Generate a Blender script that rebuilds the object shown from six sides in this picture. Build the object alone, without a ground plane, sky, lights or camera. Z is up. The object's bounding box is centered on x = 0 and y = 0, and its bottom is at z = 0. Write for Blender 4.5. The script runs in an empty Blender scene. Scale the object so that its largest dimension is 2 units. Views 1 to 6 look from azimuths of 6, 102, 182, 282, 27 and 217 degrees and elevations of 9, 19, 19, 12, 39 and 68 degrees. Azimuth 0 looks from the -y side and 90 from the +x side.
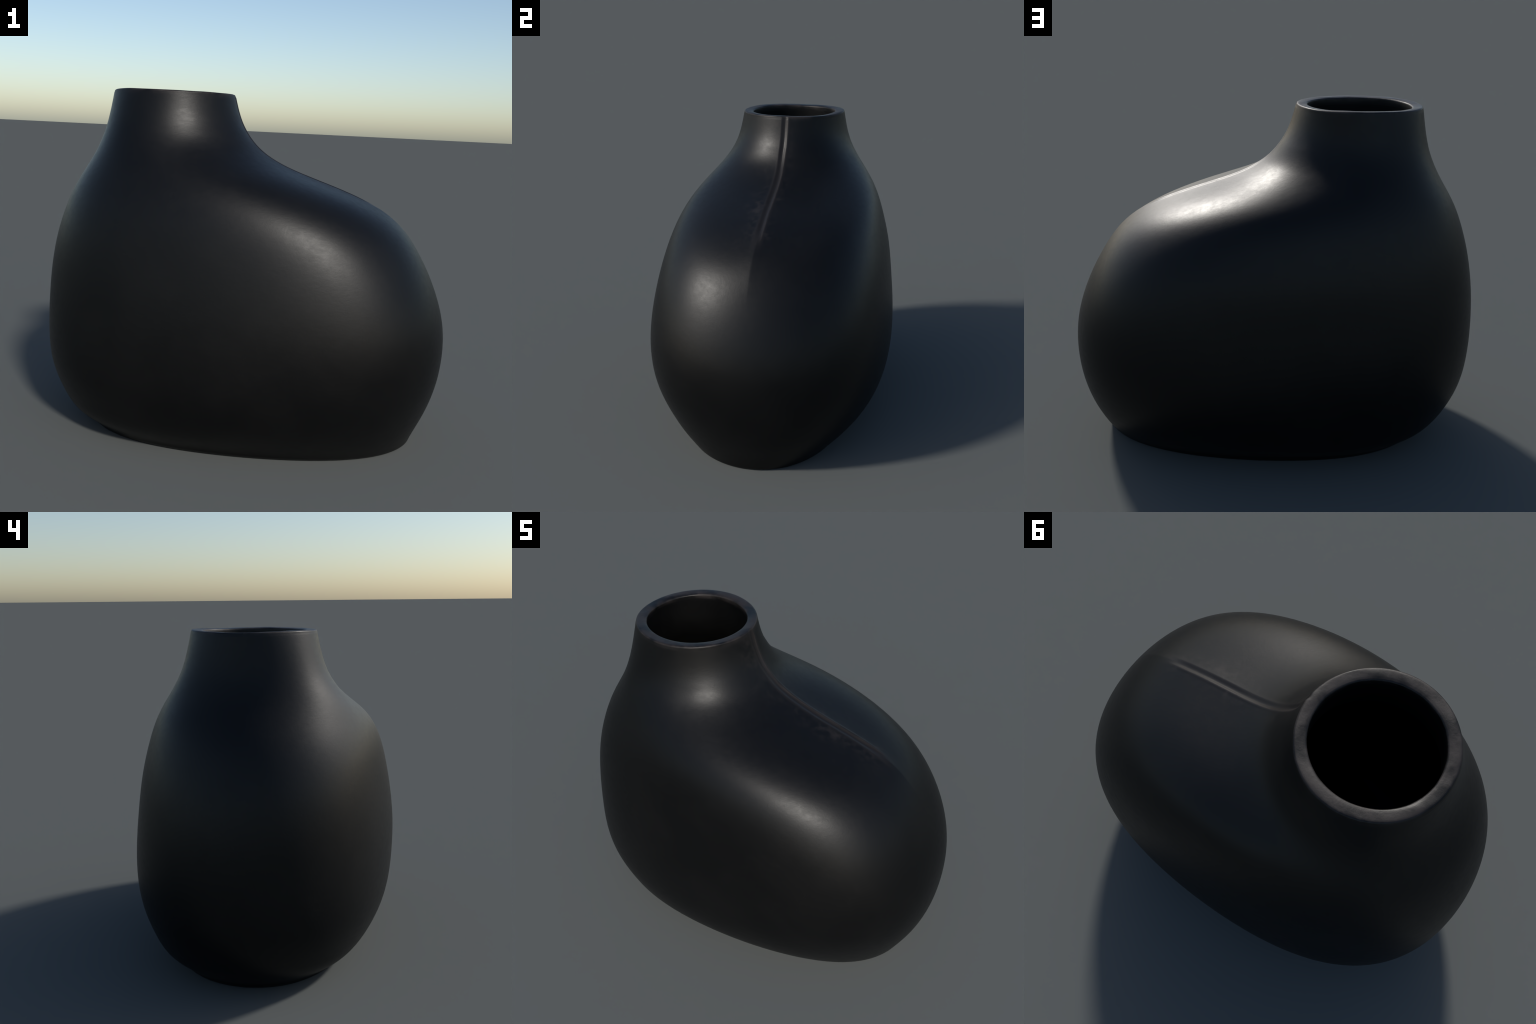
"""Asymmetric matt-black ceramic bottle vase: a plump loaf-shaped body, a round
neck set to one side, a thick flat lip, an open hollow inside and a pressed
seam groove that runs from the lip down the sloping shoulder."""
import bpy
import numpy as np
from mathutils import Vector

# ------------------------------------------------------------------ profile
# Horizontal sections of the outer wall, foot to lip.  Each row:
# height, centre x, centre y, half length, half width, then the shape terms
# lean (long end bluntness), egg (one end wider), square x, square y, skew, bow
SECTIONS = np.array([
    (0.000,  0.056, -0.002,  0.831,  0.480, -0.003, -0.007, -0.012,  0.014, -0.005,  0.003),
    (0.012,  0.056, -0.003,  0.836,  0.486, -0.003, -0.005, -0.013,  0.016, -0.005,  0.004),
    (0.040,  0.052, -0.003,  0.852,  0.508, -0.004, -0.004, -0.014,  0.021, -0.003,  0.005),
    (0.100,  0.035, -0.002,  0.900,  0.570, -0.010, -0.008, -0.014,  0.024,  0.003,  0.001),
    (0.190,  0.026, -0.000,  0.947,  0.630, -0.015, -0.002, -0.009,  0.022,  0.004,  0.001),
    (0.310,  0.021,  0.000,  0.986,  0.675, -0.017,  0.004, -0.008,  0.028,  0.001,  0.000),
    (0.450,  0.019,  0.001,  1.006,  0.696, -0.017,  0.009, -0.010,  0.034, -0.005, -0.001),
    (0.610,  0.012,  0.002,  1.004,  0.694, -0.016,  0.012, -0.012,  0.034, -0.009,  0.001),
    (0.780, -0.010,  0.002,  0.976,  0.673, -0.015,  0.013, -0.016,  0.030, -0.006,  0.001),
    (0.940, -0.049,  0.001,  0.923,  0.643, -0.004,  0.015, -0.017,  0.024, -0.004, -0.001),
    (1.070, -0.101,  0.000,  0.849,  0.608,  0.016,  0.020, -0.011,  0.020, -0.004,  0.001),
    (1.170, -0.165,  0.002,  0.751,  0.570,  0.027,  0.026, -0.004,  0.018, -0.004,  0.003),
    (1.250, -0.238,  0.005,  0.630,  0.524,  0.022,  0.025, -0.003,  0.016, -0.004,  0.005),
    (1.320, -0.305,  0.005,  0.510,  0.466,  0.010,  0.011, -0.005,  0.010, -0.003,  0.006),
    (1.390, -0.350,  0.003,  0.422,  0.405,  0.005, -0.005, -0.005,  0.005, -0.002,  0.006),
    (1.470, -0.376,  0.001,  0.362,  0.354,  0.004, -0.011, -0.004,  0.003, -0.001,  0.004),
    (1.560, -0.389, -0.000,  0.324,  0.321,  0.002, -0.009, -0.002,  0.001, -0.001,  0.002),
    (1.665, -0.395,  0.001,  0.297,  0.299, -0.000, -0.000,  0.001, -0.000,  0.000, -0.000),
])
WALL = 0.053              # wall thickness at the lip
LIP_CENTRE = (-0.395, 0.001)
LIP_OUTER = (0.297, 0.299)
LIP_INNER = (0.2455, 0.2440)
LIP_HEIGHT = 1.668
NECK_LINE = 1.47          # where body turns into neck (no visible joint)
SEAM_Y = 0.004            # the seam lies in the long symmetry plane
FOLD = 0.018
SEAM_END = 1.165          # height at which the groove fades out


def lip_wave(t):
    """Slight hand-made unevenness of the lip's height round its edge."""
    return (0.0013 * np.cos(t) + 0.0009 * np.sin(t) - 0.0012 * np.cos(2 * t)
            + 0.0014 * np.cos(3 * t) - 0.0012 * np.sin(3 * t))


def spline_matrix(count, u):
    """Natural cubic spline weights at parameters u over `count` even knots."""
    a = np.zeros((count, count)); b = np.zeros((count, count))
    a[0, 0] = a[-1, -1] = 1
    for i in range(1, count - 1):
        a[i, i - 1:i + 2] = (1, 4, 1)
        b[i, i - 1:i + 2] = (6, -12, 6)
    m = np.linalg.solve(a, b); eye = np.eye(count)
    i = np.minimum(u.astype(int), count - 2); s = (u - i)[:, None]
    return (eye[i] * (1 - s) + eye[i + 1] * s
            + ((1 - s) ** 3 - (1 - s)) * m[i] / 6 + (s ** 3 - s) * m[i + 1] / 6)


def smoothstep(a, b, x):
    s = np.clip((x - a) / (b - a), 0, 1)
    return s * s * (3 - 2 * s)


# ------------------------------------------------------------------- grids
ROWS = 330
COLS = 420


def round_angles():
    """Angles round a section, packed closely about the seam at angle 0."""
    f = np.linspace(-np.pi, np.pi, 20001)
    density = 1 + 11 * np.exp(-(f / 0.055) ** 2)
    c = np.concatenate([[0], np.cumsum((density[1:] + density[:-1]) / 2)])
    return np.interp(np.linspace(0, c[-1], COLS + 1)[:-1], c, f)


T = round_angles()


def wall_points(u):
    q = spline_matrix(len(SECTIONS), u) @ SECTIONS
    z, cx, cy, a, b, lean, egg, sqx, sqy, skew, bow = (q[:, i][:, None] for i in range(11))
    x = cx + a * np.cos(T) + lean * np.cos(2 * T) + sqx * np.cos(3 * T) + skew * np.sin(T)
    y = cy + b * np.sin(T) + egg * np.sin(2 * T) + sqy * np.sin(3 * T) + bow * np.cos(2 * T)
    # the foot rounds under, most at the neck end where the belly lifts off
    back = ((1 - np.cos(T)) / 2)[None] ** 2
    toe = (0.005 + 0.009 * back) * np.clip(1 - z / (0.012 + 0.016 * back), 0, 1) ** 2.0
    x = x - toe * np.cos(T)
    y = y - toe * np.sin(T)
    z = z + lip_wave(T)[None] * smoothstep(1.5, 1.665, z) + 0 * x
    return np.stack([x, y, z], -1)


def grid_normals(p, closed_rows=False):
    du = np.gradient(p, axis=0)
    dt = np.roll(p, -1, 1) - np.roll(p, 1, 1)
    n = np.cross(dt, du)
    return n / np.maximum(np.linalg.norm(n, axis=-1, keepdims=True), 1e-9)


def seam_relief(p):
    """Height of the surface relief along the seam, in metres."""
    x, y, z = p[..., 0], p[..., 1], p[..., 2]
    front = smoothstep(-0.40, -0.25, x)
    d = y - SEAM_Y + 0.0012 * np.sin(z * 31) * (z < 1.5)
    run = front * smoothstep(SEAM_END - 0.02, SEAM_END + 0.05, z)
    valley = np.where(d < 0, np.clip(1 + d / 0.024, 0, 1), np.clip(1 - d / 0.018, 0, 1))
    uneven = 0.88 + 0.08 * np.sin(23 * x + 1.3) + 0.06 * np.sin(51 * z + 0.4)
    groove = -0.0070 * valley * valley * (3 - 2 * valley) * run * uneven
    edge_bead = 0.0011 * np.exp(-((d - 0.021) / 0.007) ** 2) * run
    # the shoulder is gabled: two flattish flanks meeting in a soft fold
    ad = np.sqrt(d * d + 0.005 ** 2)
    ridge = front * smoothstep(0.86, 1.22, z) * smoothstep(1.50, 1.40, z)
    fold = FOLD * (np.exp(-ad / 0.12) - np.exp(-(d / 0.33) ** 2)) * ridge
    upper = front * smoothstep(1.38, 1.48, z)
    fold = fold + 0.0075 * (np.exp(-ad / 0.09) - 0.8 * np.exp(-(d / 0.3) ** 2)) * upper
    return groove + edge_bead + fold


# ------------------------------------------------------------ build surface
rings = []          # list of (points (COLS,3), part name of band above ring)
u = np.linspace(0, len(SECTIONS) - 1, ROWS)
outer = wall_points(u)
outer_plain = outer.copy()
normal = grid_normals(outer)
outer = outer + normal * seam_relief(outer)[..., None]
outer[..., 2] = np.maximum(outer[..., 2], 0)


def ring_xy(rx, ry, z):
    return np.stack([LIP_CENTRE[0] + rx * np.cos(T), LIP_CENTRE[1] + ry * np.sin(T), z + 0 * T], -1)


# underside: flat foot from a centre point out to the first section
foot = outer[0]
centre = np.array([foot[:, 0].mean(), foot[:, 1].mean(), 0.0])
for k in (0.02, 0.25, 0.5, 0.75, 0.9, 0.97):
    p = centre + (foot - centre) * k
    p[:, 2] = 0.006 * (1 - k ** 8)
    rings.append((p, "underside"))
for i in range(ROWS - 2):
    rings.append((outer[i], "neck" if outer_plain[i, 0, 2] > NECK_LINE else "body"))

# lip: small round outer edge, flat slightly dished top, round inner edge
top = outer[ROWS - 1]
notch = (top[:, :2] - outer_plain[ROWS - 1][:, :2])
EDGE = 0.0075
LIFT = LIP_HEIGHT + lip_wave(T)
BANDS = []
for a in np.linspace(0, np.pi / 2, 7):
    BANDS.append((EDGE * (1 - np.cos(a)), -EDGE * (1 - np.sin(a)), 1.0))
for f in np.linspace(0.15, 0.85, 9):
    BANDS.append((EDGE + (WALL - 2 * EDGE) * f, -0.0025 * f, 1 - f))
for a in np.linspace(0, np.pi / 2, 7):
    BANDS.append((WALL - EDGE * (1 - np.sin(a)), -0.003 - EDGE * (1 - np.cos(a)), 0.0))
for inset, drop, keep in BANDS:
    f = inset / WALL
    p = ring_xy(LIP_OUTER[0] * (1 - f) + LIP_INNER[0] * f,
                LIP_OUTER[1] * (1 - f) + LIP_INNER[1] * f, LIFT + drop)
    p[:, :2] += notch * keep ** 3 * 0.7
    w = 6 * f * (1 - f)
    p[:, 2] += w * (0.0012 + 0.0006 * np.sin(5 * T + 1) + 0.0003 * np.sin(9 * T + 2.2 + f) + 0.0002 * np.sin(14 * T + f * 4))
    rings.append((p, "lip"))

# hollow inside: the outer wall pushed in by the wall thickness
ui = np.linspace(len(SECTIONS) - 1.25, 2.6, 120)
inside = wall_points(ui)
n_in = -grid_normals(inside)
inside = inside - n_in * WALL
# the bore of the neck runs nearly straight down before it opens out
wz = wall_points(ui)[..., 2]
bore = np.stack([LIP_CENTRE[0] + (LIP_INNER[0] + 0.04 * (1.66 - wz)) * np.cos(T),
                 LIP_CENTRE[1] + (LIP_INNER[1] + 0.04 * (1.66 - wz)) * np.sin(T), wz - 0.006], -1)
straight = smoothstep(1.26, 1.56, wz)[..., None]
inside = bore * straight + inside * (1 - straight)
for i in range(len(ui)):
    rings.append((inside[i], "hollow"))
floor = inside[-1]
fc = np.array([floor[:, 0].mean(), floor[:, 1].mean(), floor[:, 2].min() - 0.02])
for k in (0.9, 0.7, 0.4, 0.02):
    p = fc + (floor - fc) * k
    p[:, 2] = fc[2] + (floor[:, 2] - fc[2]) * k ** 2
    rings.append((p, "hollow"))

V = np.concatenate([r[0] for r in rings])
R = len(rings)
faces, face_part = [], []
# seam strip: columns within the groove's reach, above its end, on the front
for i in range(R - 1):
    part = rings[i][1]
    for j in range(COLS):
        k = (j + 1) % COLS
        faces.append((i * COLS + j, i * COLS + k, (i + 1) * COLS + k, (i + 1) * COLS + j))
        name = part
        if part in ("body", "neck") and abs(T[j]) < 0.5:
            c = (V[i * COLS + j] + V[(i + 1) * COLS + k]) / 2
            if abs(c[1] - SEAM_Y) < 0.026 and c[2] > SEAM_END - 0.02:
                name = "seam"
        face_part.append(name)
# close the two centres
faces.append(tuple(reversed(range(COLS)))); face_part.append("underside")
faces.append(tuple((R - 1) * COLS + j for j in range(COLS))); face_part.append("hollow")

whole = bpy.data.meshes.new("whole")
whole.from_pydata(V.tolist(), [], faces)
whole.update()
whole_normals = np.zeros(len(V) * 3)
whole.vertices.foreach_get("normal", whole_normals)
whole_normals = whole_normals.reshape(-1, 3)


# ---------------------------------------------------------------- materials
class Nodes:
    def __init__(self, name):
        self.mat = bpy.data.materials.new(name)
        self.mat.use_nodes = True
        self.t = self.mat.node_tree
        self.bsdf = self.t.nodes["Principled BSDF"]
        self.co = self.new("ShaderNodeTexCoord").outputs["Object"]

    def new(self, kind, **props):
        n = self.t.nodes.new(kind)
        for k, v in props.items():
            setattr(n, k, v)
        return n

    def link(self, a, b):
        self.t.links.new(a, b)

    def put(self, socket, v):
        if hasattr(v, "is_linked"):
            self.link(v, socket)
        else:
            socket.default_value = v

    def math(self, op, a, b=0.0, clamp=False):
        n = self.new("ShaderNodeMath", operation=op, use_clamp=clamp)
        self.put(n.inputs[0], a); self.put(n.inputs[1], b)
        return n.outputs[0]

    def noise(self, scale, detail=4, rough=0.55, stretch=None, distort=0.0):
        n = self.new("ShaderNodeTexNoise")
        n.inputs["Scale"].default_value = scale
        n.inputs["Detail"].default_value = detail
        n.inputs["Roughness"].default_value = rough
        n.inputs["Distortion"].default_value = distort
        src = self.co
        if stretch:
            m = self.new("ShaderNodeMapping")
            m.inputs["Scale"].default_value = stretch
            self.link(src, m.inputs["Vector"]); src = m.outputs[0]
        self.link(src, n.inputs["Vector"])
        return n.outputs["Fac"]

    def remap(self, v, a, b, c=0.0, d=1.0, smooth=True):
        n = self.new("ShaderNodeMapRange", interpolation_type="SMOOTHSTEP" if smooth else "LINEAR")
        self.put(n.inputs["Value"], v)
        for key, x in (("From Min", a), ("From Max", b), ("To Min", c), ("To Max", d)):
            n.inputs[key].default_value = x
        return n.outputs["Result"]

    def mix(self, f, a, b):
        n = self.new("ShaderNodeMix", data_type="RGBA")
        self.put(n.inputs["Factor"], f)
        self.put(n.inputs["A"], a) if False else None
        for sock, v in ((n.inputs[6], a), (n.inputs[7], b)):
            if hasattr(v, "is_linked"):
                self.link(v, sock)
            else:
                sock.default_value = (*v, 1)
        return n.outputs[2]


BLACK = (0.0020, 0.0020, 0.0021)
SOFT_BLACK = (0.0032, 0.0031, 0.0031)
WORN = (0.021, 0.0172, 0.0162)
ROUGH = 0.425


def glaze(name, wear_amount=1.0, lip=False):
    """Satin black glaze; brownish rubbed wear gathers along seam and lip."""
    m = Nodes(name)
    sep = m.new("ShaderNodeSeparateXYZ"); m.link(m.co, sep.inputs[0])
    x, y, z = sep.outputs
    blotch = m.noise(3.2, 5)
    cloud = m.noise(30, 8, 0.72, stretch=(0.8, 1.0, 1.4))
    grain = m.noise(150, 3, 0.6)
    base = m.mix(m.remap(blotch, 0.4, 0.65), BLACK, SOFT_BLACK)
    # wear beside the seam
    d = m.math("ABSOLUTE", m.math("SUBTRACT", y, SEAM_Y))
    along = m.math("MULTIPLY", m.remap(z, SEAM_END - 0.06, SEAM_END + 0.02), m.remap(x, -0.35, -0.2))
    spread = m.math("MULTIPLY", m.remap(m.math("MAXIMUM", m.math("SUBTRACT", y, SEAM_Y), m.math("MULTIPLY", m.math("SUBTRACT", SEAM_Y, y), 0.6)), 0.012, 0.10, 1, 0), m.math("MULTIPLY", m.remap(m.noise(30, 5, 0.5), 0.36, 0.80), m.remap(m.noise(5, 2), 0.36, 0.64, 0.15, 1.0)))
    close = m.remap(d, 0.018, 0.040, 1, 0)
    side = m.math("SUBTRACT", y, SEAM_Y)
    edge = m.math("MULTIPLY", m.remap(side, 0.006, 0.014), m.remap(side, 0.016, 0.026, 1, 0))  # sunlit glint on the groove's +y lip, painted as a paler line
    edge = m.math("MULTIPLY", edge, m.remap(m.noise(9, 3), 0.35, 0.6, 0.35, 1.0))
    wear = m.math("MULTIPLY", m.math("MAXIMUM", m.math("MAXIMUM", m.math("MULTIPLY", spread, 0.75), m.math("MULTIPLY", edge, 0.8)), m.math("MULTIPLY", close, 0.38)), along)
    # wear round the lip edge
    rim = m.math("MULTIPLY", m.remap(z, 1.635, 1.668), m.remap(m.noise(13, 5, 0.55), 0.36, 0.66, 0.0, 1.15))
    wear = m.math("MAXIMUM", wear, m.math("MULTIPLY", rim, 1.0 if lip else 0.45))
    wear = m.math("MULTIPLY", wear, wear_amount, clamp=True)
    m.link(m.mix(wear, base, WORN), m.bsdf.inputs["Base Color"])
    r = m.math("ADD", m.remap(cloud, 0.3, 0.7, ROUGH - 0.038, ROUGH + 0.038, False), m.math("MULTIPLY", wear, 0.08))
    m.link(r, m.bsdf.inputs["Roughness"])
    m.bsdf.inputs["Specular IOR Level"].default_value = 0.27
    h = m.math("ADD", m.math("MULTIPLY", m.noise(19, 5, 0.5) if lip else cloud, 1.6 if lip else 1.0), m.math("MULTIPLY", grain, 0.25))
    bump = m.new("ShaderNodeBump")
    bump.inputs["Strength"].default_value = 0.08 if not lip else 0.16
    bump.inputs["Distance"].default_value = 0.006
    m.link(h, bump.inputs["Height"])
    m.link(bump.outputs[0], m.bsdf.inputs["Normal"])
    return m.mat


MATERIALS = {"body": glaze("satin_black_glaze"), "lip": glaze("worn_lip_glaze", lip=True)}
MATERIALS["neck"] = MATERIALS["body"]
MATERIALS["seam"] = MATERIALS["body"]
dull = Nodes("dull_near_black")
dull.bsdf.inputs["Roughness"].default_value = 0.5
dull.bsdf.inputs["Specular IOR Level"].default_value = 0.2
dull.link(dull.mix(dull.remap(dull.noise(14, 5), 0.35, 0.65), (0.0015, 0.0015, 0.0015), (0.0025, 0.0025, 0.0024)),
         dull.bsdf.inputs["Base Color"])
MATERIALS["hollow"] = dull.mat
MATERIALS["underside"] = dull.mat

# -------------------------------------------------------------------- parts
vase = bpy.data.objects.new("bottle_vase", None)
vase["label"] = "lopsided satin black ceramic vase with off-centre round neck"
vase["category"] = "vase"
bpy.context.scene.collection.objects.link(vase)

FACES = np.array(faces[:-2])
PART = np.array(face_part)
for part in ("body", "neck", "seam", "lip", "hollow", "underside"):
    own = [faces[i] for i in np.nonzero(PART == part)[0]]
    used = sorted({v for f in own for v in f})
    index = {v: i for i, v in enumerate(used)}
    mesh = bpy.data.meshes.new(part)
    mesh.from_pydata(V[used].tolist(), [], [tuple(index[v] for v in f) for f in own])
    mesh.update()
    mesh.polygons.foreach_set("use_smooth", [True] * len(mesh.polygons))
    mesh.normals_split_custom_set_from_vertices(whole_normals[used].tolist())
    mesh.materials.append(MATERIALS[part])
    ob = bpy.data.objects.new(part, mesh)
    ob.parent = vase
    bpy.context.scene.collection.objects.link(ob)
bpy.data.meshes.remove(whole)
